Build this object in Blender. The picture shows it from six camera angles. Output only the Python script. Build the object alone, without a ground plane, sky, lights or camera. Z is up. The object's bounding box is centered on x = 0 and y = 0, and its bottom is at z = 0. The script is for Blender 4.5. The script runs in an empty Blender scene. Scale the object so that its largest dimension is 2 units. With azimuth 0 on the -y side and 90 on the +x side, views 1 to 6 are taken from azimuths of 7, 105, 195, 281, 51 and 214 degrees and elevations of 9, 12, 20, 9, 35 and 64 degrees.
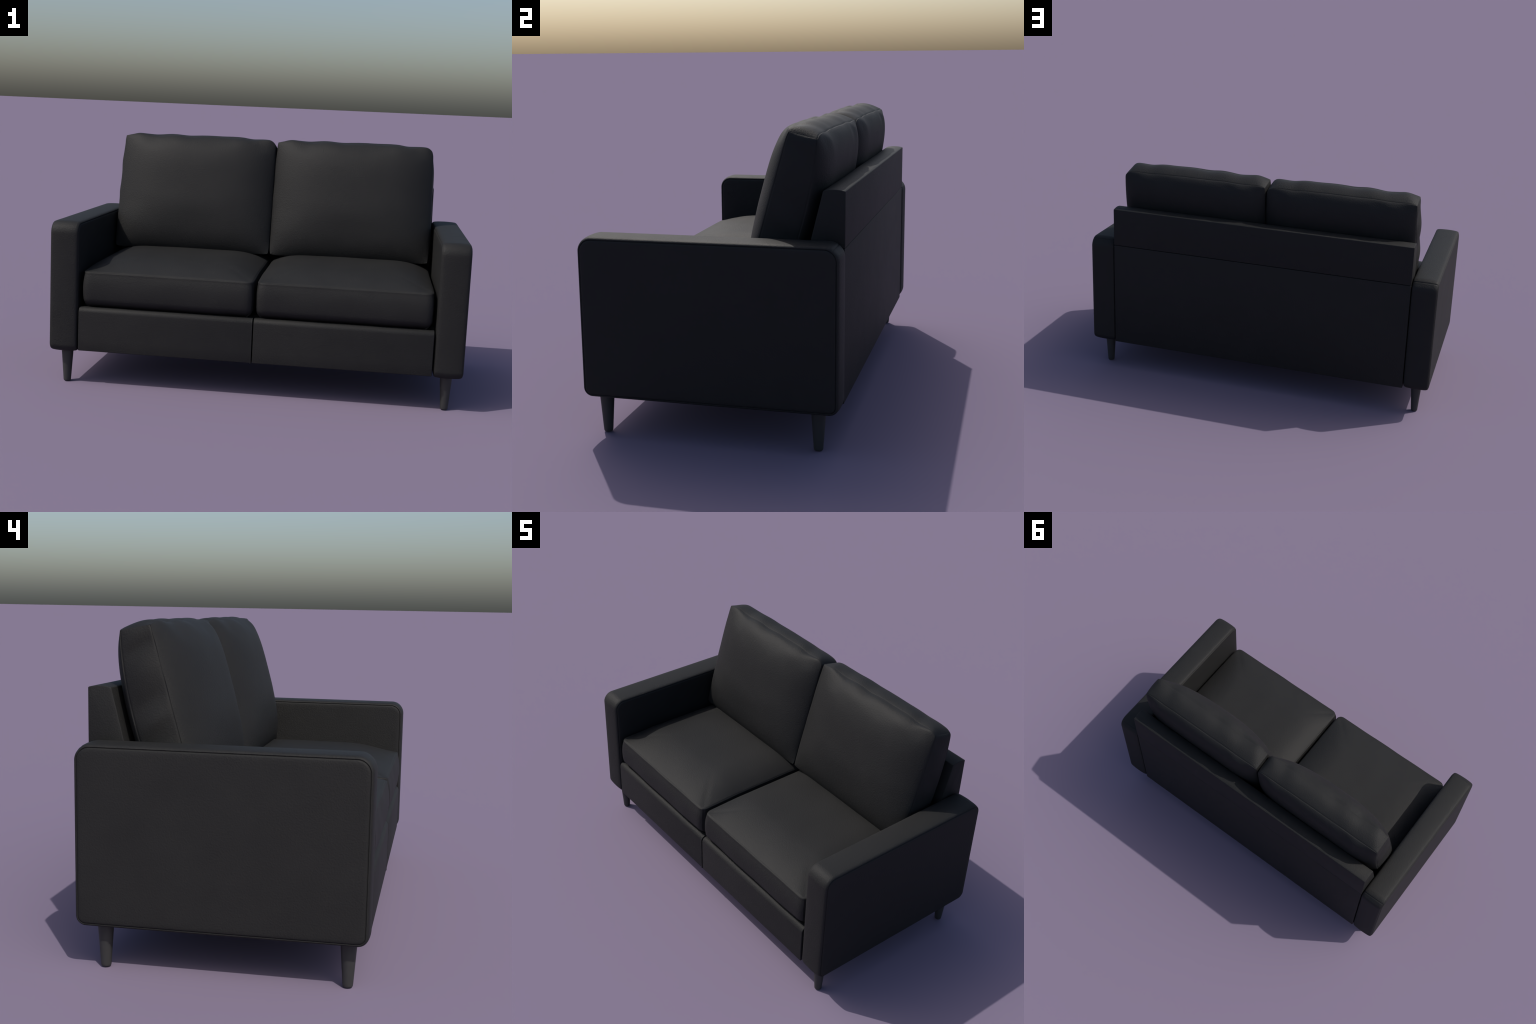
"""Two-seat dark leather sofa on four tapered legs (metres, z up, front faces -y)."""
import bpy, bmesh
import numpy as np
from math import sin, cos, pi, radians
from mathutils import noise, Vector

# ------------------------------------------------------------------ materials
def principled(name, roughness, specular=0.5):
    m = bpy.data.materials.new(name)
    m.use_nodes = True
    nt = m.node_tree
    b = nt.nodes["Principled BSDF"]
    b.inputs["Roughness"].default_value = roughness
    b.inputs["Specular IOR Level"].default_value = specular
    return m, nt, b


def leather_material(name, dark, light, grain=0.28):
    """Charcoal leather: faint mottling in the colour, pebbled grain in the bump."""
    m, nt, b = principled(name, 0.65, 0.22)
    N, L = nt.nodes.new, nt.links.new
    tc = N("ShaderNodeTexCoord")
    # slow mottling of the dye
    mott = N("ShaderNodeTexNoise")
    mott.inputs["Scale"].default_value = 9.0
    mott.inputs["Detail"].default_value = 4.0
    ramp = N("ShaderNodeValToRGB")
    ramp.color_ramp.elements[0].position = 0.3
    ramp.color_ramp.elements[1].position = 0.7
    ramp.color_ramp.elements[0].color = (*dark, 1)
    ramp.color_ramp.elements[1].color = (*light, 1)
    L(tc.outputs["Object"], mott.inputs["Vector"])
    L(mott.outputs["Fac"], ramp.inputs["Fac"])
    L(ramp.outputs["Color"], b.inputs["Base Color"])
    # pebbled grain: warped cells, a little elongated
    warp = N("ShaderNodeTexNoise")
    warp.inputs["Scale"].default_value = 60.0
    mixv = N("ShaderNodeMix")
    mixv.data_type = 'VECTOR'
    mixv.inputs["Factor"].default_value = 0.012
    L(tc.outputs["Object"], warp.inputs["Vector"])
    L(tc.outputs["Object"], mixv.inputs["A"])
    L(warp.outputs["Color"], mixv.inputs["B"])
    cells = N("ShaderNodeTexVoronoi")
    cells.feature = 'SMOOTH_F1'
    cells.inputs["Scale"].default_value = 165.0
    cells.inputs["Smoothness"].default_value = 0.6
    L(mixv.outputs["Result"], cells.inputs["Vector"])
    fine = N("ShaderNodeTexNoise")
    fine.inputs["Scale"].default_value = 210.0
    fine.inputs["Detail"].default_value = 3.0
    L(tc.outputs["Object"], fine.inputs["Vector"])
    add = N("ShaderNodeMath")
    add.operation = 'MULTIPLY_ADD'
    add.inputs[1].default_value = 0.8
    L(fine.outputs["Fac"], add.inputs[0])
    L(cells.outputs["Distance"], add.inputs[2])
    bump = N("ShaderNodeBump")
    bump.inputs["Strength"].default_value = grain
    bump.inputs["Distance"].default_value = 0.002
    L(add.outputs["Value"], bump.inputs["Height"])
    L(bump.outputs["Normal"], b.inputs["Normal"])
    # the worn grain makes the sheen uneven
    rr = N("ShaderNodeMapRange")
    rr.inputs["To Min"].default_value = 0.61
    rr.inputs["To Max"].default_value = 0.69
    L(mott.outputs["Fac"], rr.inputs["Value"])
    L(rr.outputs["Result"], b.inputs["Roughness"])
    return m


LEATHER = leather_material("charcoal_leather", (0.0135, 0.0135, 0.0134), (0.0155, 0.0155, 0.0153))


def leg_material():
    m, nt, b = principled("dark_stained_wood", 0.55, 0.4)
    N, L = nt.nodes.new, nt.links.new
    tc = N("ShaderNodeTexCoord")
    mp = N("ShaderNodeMapping")
    mp.inputs["Scale"].default_value = (60, 60, 6)
    nz = N("ShaderNodeTexNoise")
    nz.inputs["Scale"].default_value = 1.0
    ramp = N("ShaderNodeValToRGB")
    ramp.color_ramp.elements[0].color = (0.028, 0.028, 0.028, 1)
    ramp.color_ramp.elements[1].color = (0.034, 0.034, 0.033, 1)
    L(tc.outputs["Object"], mp.inputs["Vector"])
    L(mp.outputs["Vector"], nz.inputs["Vector"])
    L(nz.outputs["Fac"], ramp.inputs["Fac"])
    L(ramp.outputs["Color"], b.inputs["Base Color"])
    return m


LEG_WOOD = leg_material()


def lining_material():
    m, nt, b = principled("black_dust_cover", 0.9, 0.2)
    N, L = nt.nodes.new, nt.links.new
    tc = N("ShaderNodeTexCoord")
    nz = N("ShaderNodeTexNoise")
    nz.inputs["Scale"].default_value = 200.0
    ramp = N("ShaderNodeValToRGB")
    ramp.color_ramp.elements[0].color = (0.012, 0.012, 0.012, 1)
    ramp.color_ramp.elements[1].color = (0.018, 0.018, 0.018, 1)
    L(tc.outputs["Object"], nz.inputs["Vector"])
    L(nz.outputs["Fac"], ramp.inputs["Fac"])
    L(ramp.outputs["Color"], b.inputs["Base Color"])
    return m


LINING = lining_material()

# ------------------------------------------------------------------ helpers
sofa = bpy.data.objects.new("sofa", None)
bpy.context.scene.collection.objects.link(sofa)
sofa["label"] = "black leather two-seat sofa with tapered wooden legs"
sofa["category"] = "sofa"


def add_part(name, mesh, location=(0, 0, 0)):
    ob = bpy.data.objects.new(name, mesh)
    bpy.context.scene.collection.objects.link(ob)
    ob.parent = sofa
    ob.location = location
    return ob


def mesh_from(name, verts, faces, mat, smooth_angle=40):
    me = bpy.data.meshes.new(name)
    me.from_pydata([tuple(map(float, v)) for v in verts], [], faces)
    bm = bmesh.new()
    bm.from_mesh(me)
    bmesh.ops.recalc_face_normals(bm, faces=bm.faces)
    for f in bm.faces:
        f.smooth = True
    for e in bm.edges:
        if len(e.link_faces) == 2 and e.calc_face_angle(0) > radians(smooth_angle):
            e.smooth = False
    bm.to_mesh(me)
    bm.free()
    me.materials.append(mat)
    return me


def seam_spacing(n, half, extra=(0.0012, 0.0026, 0.0045, 0.0075, 0.012, 0.018)):
    """Grid lines in [-1, 1]: even in the middle, crowded towards both seams."""
    inner = 1 - 0.026 / half
    mid = np.linspace(-inner, inner, n)
    e = 1 - np.array(extra) / half
    return np.concatenate([[-1], -e, mid, e[::-1], [1]])


def box_shell(ls, lt, lr):
    """Closed box surface in parameter space (s, t, r), grid lines as given."""
    index, pts, faces = {}, [], []

    def vid(p):
        k = tuple(round(float(c), 6) for c in p)
        if k not in index:
            index[k] = len(pts)
            pts.append(k)
        return index[k]

    def side(la, lb, place):
        for i in range(len(la) - 1):
            for j in range(len(lb) - 1):
                faces.append([vid(place(la[a], lb[b])) for a, b in
                              ((i, j), (i + 1, j), (i + 1, j + 1), (i, j + 1))])

    for c in (-1.0, 1.0):
        side(ls, lt, lambda a, b: (a, b, c))
        side(ls, lr, lambda a, b: (a, c, b))
        side(lt, lr, lambda a, b: (c, a, b))
    return np.array(pts), faces


def smooth_noise(p, seed):
    v = Vector((p[0] + seed * 7.31, p[1] - seed * 3.17, p[2] + seed * 1.93))
    return noise.noise(v)


def pillow(u, p, q):
    return np.clip(1 - np.abs(u) ** p, 0, 1) ** q


def bell(x, width):
    return np.exp(-(x / width) ** 2)


# ------------------------------------------------------------------ armrests
ARM_HALF_Y, ARM_BOTTOM, ARM_TOP = 0.510, 0.159, 0.801
ARM_X, ARM_HALF_X = 0.9285, 0.0715


def arm_outline(inset):
    """Side outline of an arm (y, z): round top corners, tighter bottom corners."""
    out = []
    corners = ((1, 1, 0.060), (-1, 1, 0.060), (-1, -1, 0.040), (1, -1, 0.040))
    lim = {1: (ARM_HALF_Y, ARM_TOP), -1: (-ARM_HALF_Y, ARM_BOTTOM)}
    seg = 22
    for n, (sy, sz, rad) in enumerate(corners):
        r = max(rad - inset, 0.012)
        cy = sy * (ARM_HALF_Y - inset - r)
        cz = (ARM_TOP - inset - r) if sz > 0 else (ARM_BOTTOM + inset + r)
        a0 = n * pi / 2
        for i in range(seg + 1):
            a = a0 + pi / 2 * i / seg
            out.append((cy + r * cos(a), cz + r * sin(a)))
    # straight runs between corners
    full = []
    for i in range(len(out)):
        a, b = out[i], out[(i + 1) % len(out)]
        full.append(a)
        if (i + 1) % (seg + 1) == 0:
            for k in range(1, 24):
                full.append((a[0] + (b[0] - a[0]) * k / 24, a[1] + (b[1] - a[1]) * k / 24))
    return full


def build_arm():
    # (distance from the arm's middle plane, inset of the outline)
    half = [(0.0, 0.0), (0.018, 0.0003), (0.034, 0.0010), (0.046, 0.0020), (0.0545, 0.0032),
            (0.0600, 0.0048), (0.0640, 0.0070), (0.0664, 0.0096), (0.0672, 0.0115), (0.0668, 0.0126),
            (0.0655, 0.0132), (0.0650, 0.0141), (0.0656, 0.0150), (0.0677, 0.0156),
            (0.0692, 0.0172), (0.0702, 0.0210), (0.0709, 0.0285), (0.0712, 0.0400),
            (0.0714, 0.0700), (0.0715, 0.1200)]
    prof = [(-a, d) for a, d in half[:0:-1]] + half
    rings = []
    for a, d in prof:
        ring = []
        for y, z in arm_outline(d):
            # stitched joint of the top strip with the rear strip, over the rear corner
            if y > 0.40 and z > 0.70 and abs(a) < 0.066:
                t = np.arctan2(z - (ARM_TOP - 0.060), y - (ARM_HALF_Y - 0.060)) if (
                    y > ARM_HALF_Y - 0.060 and z > ARM_TOP - 0.060) else -9
                g = 0.0035 * bell((t - radians(52)) * 0.06, 0.0022)
                g += 0.0022 * bell((t - radians(40)) * 0.06, 0.012) * (
                    0.6 + noise.noise(Vector((a * 60, 3.1, 0.4))))
                y -= g * 0.7
                z -= g * 0.7
            ring.append((a, y, z))
        rings.append(ring)
    n = len(rings[0])
    verts = [p for r in rings for p in r]
    faces = []
    for i in range(len(rings) - 1):
        for j in range(n):
            k = (j + 1) % n
            faces.append([i * n + j, i * n + k, (i + 1) * n + k, (i + 1) * n + j])
    faces.append(list(range(n)))
    faces.append([(len(rings) - 1) * n + j for j in range(n)])
    return mesh_from("armrest", verts, faces, LEATHER, 50)


arm_mesh = build_arm()
for sx in (-1, 1):
    add_part("armrest", arm_mesh, (sx * ARM_X, 0, 0))

# ------------------------------------------------------------------ seat cushions
SEAT_HALF_X = 0.412
SEAT_FRONT, SEAT_BACK = -0.492, 0.345
SEAT_BOTTOM, SEAT_SEAM = 0.387, 0.566


def build_seat_cushion():
    hy = (SEAT_BACK - SEAT_FRONT) / 2
    hz = (SEAT_SEAM - SEAT_BOTTOM) / 2
    cy = (SEAT_BACK + SEAT_FRONT) / 2
    P, faces = box_shell(seam_spacing(60, SEAT_HALF_X), seam_spacing(14, hz), seam_spacing(60, hy))
    s, t, r = P.T                        # x, up, depth (-1 = front)
    # plan: rectangle with round upright edges
    k = np.maximum(np.abs(s), np.abs(r))
    kk = np.where(k > 1e-6, k, 1)
    ox, oy = s / kk * SEAT_HALF_X, r / kk * hy
    R = 0.034
    cx_, cy_ = np.clip(ox, -(SEAT_HALF_X - R), SEAT_HALF_X - R), np.clip(oy, -(hy - R), hy - R)
    dx, dy = ox - cx_, oy - cy_
    ln = np.hypot(dx, dy)
    corner = (np.abs(dx) > 1e-9) & (np.abs(dy) > 1e-9)
    f = np.where(corner, R / np.where(ln > 0, ln, 1), 1.0)
    ox, oy = cx_ + dx * f, cy_ + dy * f
    nx, ny = np.where(ln > 0, dx / np.where(ln > 0, ln, 1), 0), np.where(ln > 0, dy / np.where(ln > 0, ln, 1), 0)
    x, y = ox * k, oy * k
    z = t * hz + (SEAT_BOTTOM + SEAT_SEAM) / 2
    top, bot, band = t > 0.99999, t < -0.99999, k > 0.99999
    # distances to the top panel's seam
    d_side = (1 - np.abs(s)) * SEAT_HALF_X
    d_front = (1 + r) * hy
    d_back = (1 - r) * hy


    def rise(d, D, p):
        return 1 - np.clip(1 - d / D, 0, 1) ** p
    dome = rise(d_side, 0.22, 2.8) * rise(d_front, 0.30, 2.7) * rise(d_back, 0.2, 2.2)
    z = np.where(top, z + 0.048 * dome, z)
    # the side and rear seam rides a little higher than the front one
    z = z + np.where(t > 0, t, 0) * (0.008 * np.clip((r + 1) * 2, 0, 1) - 0.004)
    # boxing band bulges, tucked in at the bottom
    vt = (t + 1) / 2
    bulge = 0.015 * pillow(t, 2.2, 1.0)
    tuck = 0.032 * np.clip(1 - vt / 0.22, 0, 1) ** 2
    off = np.where(band | bot, bulge - tuck, 0)
    amp = np.where(np.abs(ny) > np.abs(nx), 1.0, 0.55)
    x = x + np.where(band, nx * off * amp, 0)
    y = y + np.where(band, ny * off * amp, 0)
    shrink = 1 - 0.032 / hy
    x = np.where(bot & ~band, x * shrink, x)
    y = np.where(bot & ~band, y * shrink, y)
    # stitched seam: top leather pulled into a fine groove
    d_seam_top = np.minimum(np.minimum(d_side, d_front), d_back)
    d_seam_band = (1 - t) * hz
    z = z - np.where(top, 0.0022 * bell(d_seam_top - 0.001, 0.0022), 0)
    g = np.where(band & ~top, 0.0022 * bell(d_seam_band - 0.0005, 0.0018), 0)
    # lip of the band just under the seam
    g = g - np.where(band & ~top, 0.0016 * bell(d_seam_band - 0.006, 0.004), 0)
    x, y = x - nx * g, y - ny * g
    # slack in the leather
    for i in range(len(x)):
        w = smooth_noise((s[i] * 2.6, t[i] * 0.8, r[i] * 2.2), 3)
        if top[i]:
            z[i] += 0.003 * w * dome[i]
        elif band[i]:
            x[i] += nx[i] * 0.003 * w
            y[i] += ny[i] * 0.003 * w
    return mesh_from("seat_cushion", np.stack([x, y + cy, z], 1), faces, LEATHER, 48)


seat_mesh = build_seat_cushion()
for cx in (-0.4225, 0.4255):
    add_part("seat_cushion", seat_mesh, (cx, 0, 0))

# ------------------------------------------------------------------ back cushions
# side seams of the boxing band, (t, y, z): t = -1 foot, +1 head of the cushion
FRONT_SEAM = ((-1, 0.118, 0.606), (0.0, 0.208, 0.925), (1, 0.285, 1.200))
REAR_SEAM = ((-1, 0.240, 0.600), (-0.3, 0.322, 0.800), (0.35, 0.371, 1.000), (1, 0.393, 1.176))
BACK_HALF_X = 0.414


def seam_curve(table, t):
    tt, yy, zz = np.array(table).T
    deg = len(tt) - 1
    return np.polyval(np.polyfit(tt, yy, deg), t), np.polyval(np.polyfit(tt, zz, deg), t)


def build_back_cushion():
    P, faces = box_shell(seam_spacing(90, BACK_HALF_X), seam_spacing(70, 0.30), seam_spacing(22, 0.06))
    s, t, r = P.T
    fy, fz = seam_curve(FRONT_SEAM, t)
    ry, rz = seam_curve(REAR_SEAM, t)
    w = (r + 1) / 2
    y, z = fy + (ry - fy) * w, fz + (rz - fz) * w
    half = BACK_HALF_X + 0.006 * pillow((t + 0.2) / 1.2, 2, 1)
    x = s * half
    front, rear = r < -0.99999, r > 0.99999
    head, foot = t > 0.99999, t < -0.99999
    side = np.abs(s) > 0.99999
    # the stuffed front and rear faces
    fullness = 2.9 + 2.6 * np.clip((-t - 0.2) / 0.8, 0, 1) ** 1.5
    fb = 0.094 * pillow(s, fullness, 0.76) * (1 - 0.09 * bell(t + 0.6, 0.35) * pillow(s, 2, 1)) * np.where(t > 0, pillow(t, 4.0, 0.46), pillow(t, 2.7, 0.85))
    y = y - np.where(front, fb, 0)
    z = z + np.where(front, 0.13 * fb * np.clip(t, 0, 1), 0)
    rb = 0.053 * pillow(s, 6.0, 0.7) * pillow(t, 4.0, 0.65)
    y = y + np.where(rear, rb, 0)
    # leaning against the backrest flattens the lower rear face
    stop = 0.418 - 0.245 * (0.980 - z)
    over = y - stop
    lean = np.clip((1.03 - z) / 0.06, 0, 1)
    y = np.where(rear & (over > 0), y - over * lean, y)
    # boxing band crowns outwards
    crown = 1 - r ** 2
    z = z + np.where(head, 0.015 * crown * pillow(s, 8, 1) + 0.008 * pillow(s, 4, 1), 0)
    x = x + np.where(side, np.sign(s) * 0.010 * crown * pillow(t, 4, 0.8), 0)
    # seams follow the slack of the band
    z = z + np.where((t > 0) & (front | rear) & ~head, 0.008 * pillow(s, 4, 1) * np.clip(t, 0, 1) ** 6, 0)
    # round the corners: softer on the right-hand end and at the foot
    rc = np.clip((np.abs(s) - 0.90) / 0.10, 0, 1) * np.clip((t - 0.86) / 0.14, 0, 1)
    soft = np.where(s > 0, 1.0, 0.25)
    z = z - 0.012 * soft * rc ** 2
    x = x - np.sign(s) * 0.006 * soft * rc ** 2
    rc = np.clip((np.abs(s) - 0.88) / 0.12, 0, 1) * np.clip((-0.86 - t) / 0.14, 0, 1)
    x = x - np.sign(s) * 0.004 * rc ** 2
    z = z + 0.006 * rc ** 2
    # puckers: folds running away from the stitching, strongest near the seam
    d_head = (1 - t) * 0.30
    d_side = (1 - np.abs(s)) * BACK_HALF_X
    d_band = (1 - np.abs(r)) * 0.055

    def lumps(u, table):
        """Sum of soft bumps: (centre, width, height in metres)."""
        return sum(h * bell(u - c, w) for c, w, h in table)

    # slack along the top edge, high at both ends and pinched just inside them
    crest = lumps(s + 0.05 * r, ((0.88, 0.09, 0.0050), (0.66, 0.09, -0.0055), (0.47, 0.10, 0.0025),
                                 (0.10, 0.16, 0.0030), (-0.16, 0.10, -0.0030), (-0.36, 0.10, 0.0040),
                                 (-0.60, 0.10, -0.0065), (-0.87, 0.10, 0.0090)))
    crest = crest * (0.62 - 0.26 * r)
    z = z + np.where(head, crest, crest * np.clip(1 - d_head / 0.05, 0, 1) ** 2)
    # hollows in the left boxing band, and a fuller right one
    hollow = lumps(t + 0.10 * r, ((0.72, 0.10, -0.0070), (0.42, 0.14, 0.0040), (0.08, 0.12, -0.0075),
                                  (-0.16, 0.08, 0.0035), (-0.38, 0.12, -0.0050)))
    x = x - np.where(side & (s < 0), hollow * (0.12 + 0.88 * (1 - r ** 2)), 0)
    x = x + np.where(side & (s > 0), 0.4 * hollow * (1 - r ** 2), 0)
    edge = np.where(front & (s < -0.8), np.clip(1 - d_side / 0.05, 0, 1) ** 2, 0)
    x = x - np.where(~side, 0.12 * hollow * edge, 0)
    # folds of the rear face hanging from the head seam: (s, lean, width, depth, reach)
    fold = np.zeros_like(s)
    for c, lean_, wd, dp, reach in ((0.88, -0.9, 0.070, -0.0025, 0.07), (0.72, -0.9, 0.08, 0.0025, 0.09),
                                    (0.40, 0.3, 0.16, -0.0040, 0.05), (-0.52, 0.5, 0.10, -0.0060, 0.06),
                                    (-0.68, 0.5, 0.08, 0.0030, 0.06), (-0.88, 0.8, 0.06, -0.0035, 0.06)):
        fold += dp * bell(s - c - lean_ * d_head, wd) * np.clip(d_head / 0.03, 0, 1) * bell(d_head, reach)
    y = y + np.where(rear, fold, 0)
    # shallow dents of the front face under the head seam
    dent = lumps(s - 0.4 * d_head, ((0.80, 0.10, 0.0050), (0.55, 0.12, -0.0040), (0.20, 0.16, 0.0035),
                                    (-0.25, 0.14, -0.0030), (-0.62, 0.12, 0.0060)))
    y = y + np.where(front, dent * bell(d_head - 0.03, 0.035) * np.clip(d_head / 0.015, 0, 1), 0)
    out = np.stack([x, y, z], 1)
    for i in range(len(x)):
        a, b, c = s[i], t[i], r[i]
        if head[i]:
            f = smooth_noise((a * 5.0, c * 0.6, 0.3), 1)
            out[i, 2] += 0.0028 * f * min(1, d_side[i] / 0.03)
        elif side[i]:
            f = smooth_noise((b * 4.0 + c * 0.8, c * 0.6, a * 2.0), 4)
            out[i, 0] += 0.0018 * f * np.sign(a) * min(1, (1 - abs(b)) * 0.3 / 0.03)
        elif rear[i] or front[i]:
            f = smooth_noise((a * 2.2, b * 2.0, 9.0 + c), 7)
            out[i, 1] += 0.002 * f * pillow(a, 4, 1) * pillow(b, 4, 1)
    # fine groove of the stitching on the band side and the face side of each seam
    gb = 0.0022 * bell(d_band - 0.0010, 0.0022)
    out[:, 2] -= np.where(head, gb * np.where(r > 0, 1.0, 0.25), 0)
    out[:, 0] -= np.where(side & ~head, np.sign(s) * gb, 0)
    return mesh_from("back_cushion", out, faces, LEATHER, 42)


back_mesh = build_back_cushion()
for cx in (-0.4235, 0.4160):
    add_part("back_cushion", back_mesh, (cx, 0, 0))

# ------------------------------------------------------------------ upholstered frame
def prism(name, profile, x0, x1, bevel, mat, segments=3, corners=None):
    """Extrude a (y, z) profile along x and round its edges."""
    n = len(profile)
    verts = [(x0, y, z) for y, z in profile] + [(x1, y, z) for y, z in profile]
    faces = [list(range(n)), list(range(n, 2 * n))]
    faces += [[i, (i + 1) % n, n + (i + 1) % n, n + i] for i in range(n)]
    bm = bmesh.new()
    vs = [bm.verts.new(v) for v in verts]
    for f in faces:
        bm.faces.new([vs[i] for i in f])
    bmesh.ops.recalc_face_normals(bm, faces=bm.faces)
    sharp = [e for e in bm.edges if e.calc_face_angle(0) > radians(25)]
    bmesh.ops.bevel(bm, geom=sharp, offset=bevel, segments=segments, profile=0.5, affect='EDGES')
    for f in bm.faces:
        f.smooth = True
    me = bpy.data.meshes.new(name)
    bm.to_mesh(me)
    bm.free()
    me.materials.append(mat)
    return me


BACK_X = 0.8560
# upper backrest: upright rear, raked front, slightly crowned top
crown_top = [(0.5035 - 0.0845 * k / 8, 0.979 + 0.006 * (1 - (2 * k / 8 - 1) ** 2)) for k in range(9)]
rest_profile = [(0.5035, 0.7675)] + crown_top + [(0.298, 0.490), (0.42, 0.490), (0.42, 0.7675)]
add_part("backrest", prism("backrest", rest_profile, -BACK_X, BACK_X, 0.0035, LEATHER))
# lower rear panel
panel_profile = [(0.5028, 0.164), (0.5028, 0.7655), (0.425, 0.7655), (0.425, 0.164)]
add_part("back_panel", prism("back_panel", panel_profile, -BACK_X, BACK_X, 0.0035, LEATHER))
# seat box behind the front rails, closed with a dust cover below
add_part("seat_base", prism("seat_base", [(-0.44, 0.185), (-0.44, 0.340), (-0.40, 0.384), (0.43, 0.384), (0.43, 0.185)],
                            -0.856, 0.856, 0.004, LINING))


def rail_profile():
    """Front rail: flat face, padded top edge rolled back under the cushions."""
    pts = [(-0.430, 0.171), (-0.504, 0.171), (-0.5055, 0.230), (-0.5055, 0.320)]
    for k in range(13):
        a = pi - (pi / 2) * k / 12
        pts.append((-0.4785 + 0.027 * cos(a), 0.361 + 0.027 * sin(a)))
    return pts + [(-0.462, 0.386), (-0.455, 0.378), (-0.455, 0.330), (-0.430, 0.330)]


rail_mesh = prism("front_rail", rail_profile(), -0.4247, 0.4247, 0.004, LEATHER)
for cx in (-0.4277, 0.4277):
    add_part("front_rail", rail_mesh, (cx, 0, 0))

# stitched flap hanging in the joint between the two rails
flap = [(y - (0.0012 if i < 17 else 0), z) for i, (y, z) in enumerate(rail_profile())]
flap[0], flap[1] = (-0.430, 0.168), (-0.5050, 0.168)
add_part("joint_welt", prism("joint_welt", flap, -0.0070, -0.0018, 0.0015, LEATHER))


# ------------------------------------------------------------------ legs
def build_leg():
    prof = [(0.0, 0.0), (0.0135, 0.0), (0.0165, 0.0012), (0.0180, 0.0045), (0.0186, 0.010),
            (0.0200, 0.030), (0.0240, 0.088), (0.0285, 0.150), (0.0300, 0.172), (0.0, 0.172)]
    n = 40
    verts, faces = [], []
    for rad, z in prof:
        verts += [(rad * cos(2 * pi * i / n), rad * sin(2 * pi * i / n), z) for i in range(n)]
    for k in range(1, len(prof) - 2):
        for i in range(n):
            j = (i + 1) % n
            faces.append([k * n + i, k * n + j, (k + 1) * n + j, (k + 1) * n + i])
    faces.append([n + i for i in range(n)])
    faces.append([(len(prof) - 2) * n + i for i in range(n)])
    used = sorted({v for f in faces for v in f})
    remap = {v: i for i, v in enumerate(used)}
    return mesh_from("leg", [verts[v] for v in used], [[remap[v] for v in f] for f in faces], LEG_WOOD, 55)


leg_mesh = build_leg()
for sx in (-1, 1):
    for y in (-0.437, 0.419):
        add_part("leg", leg_mesh, (sx * 0.924, y, 0))
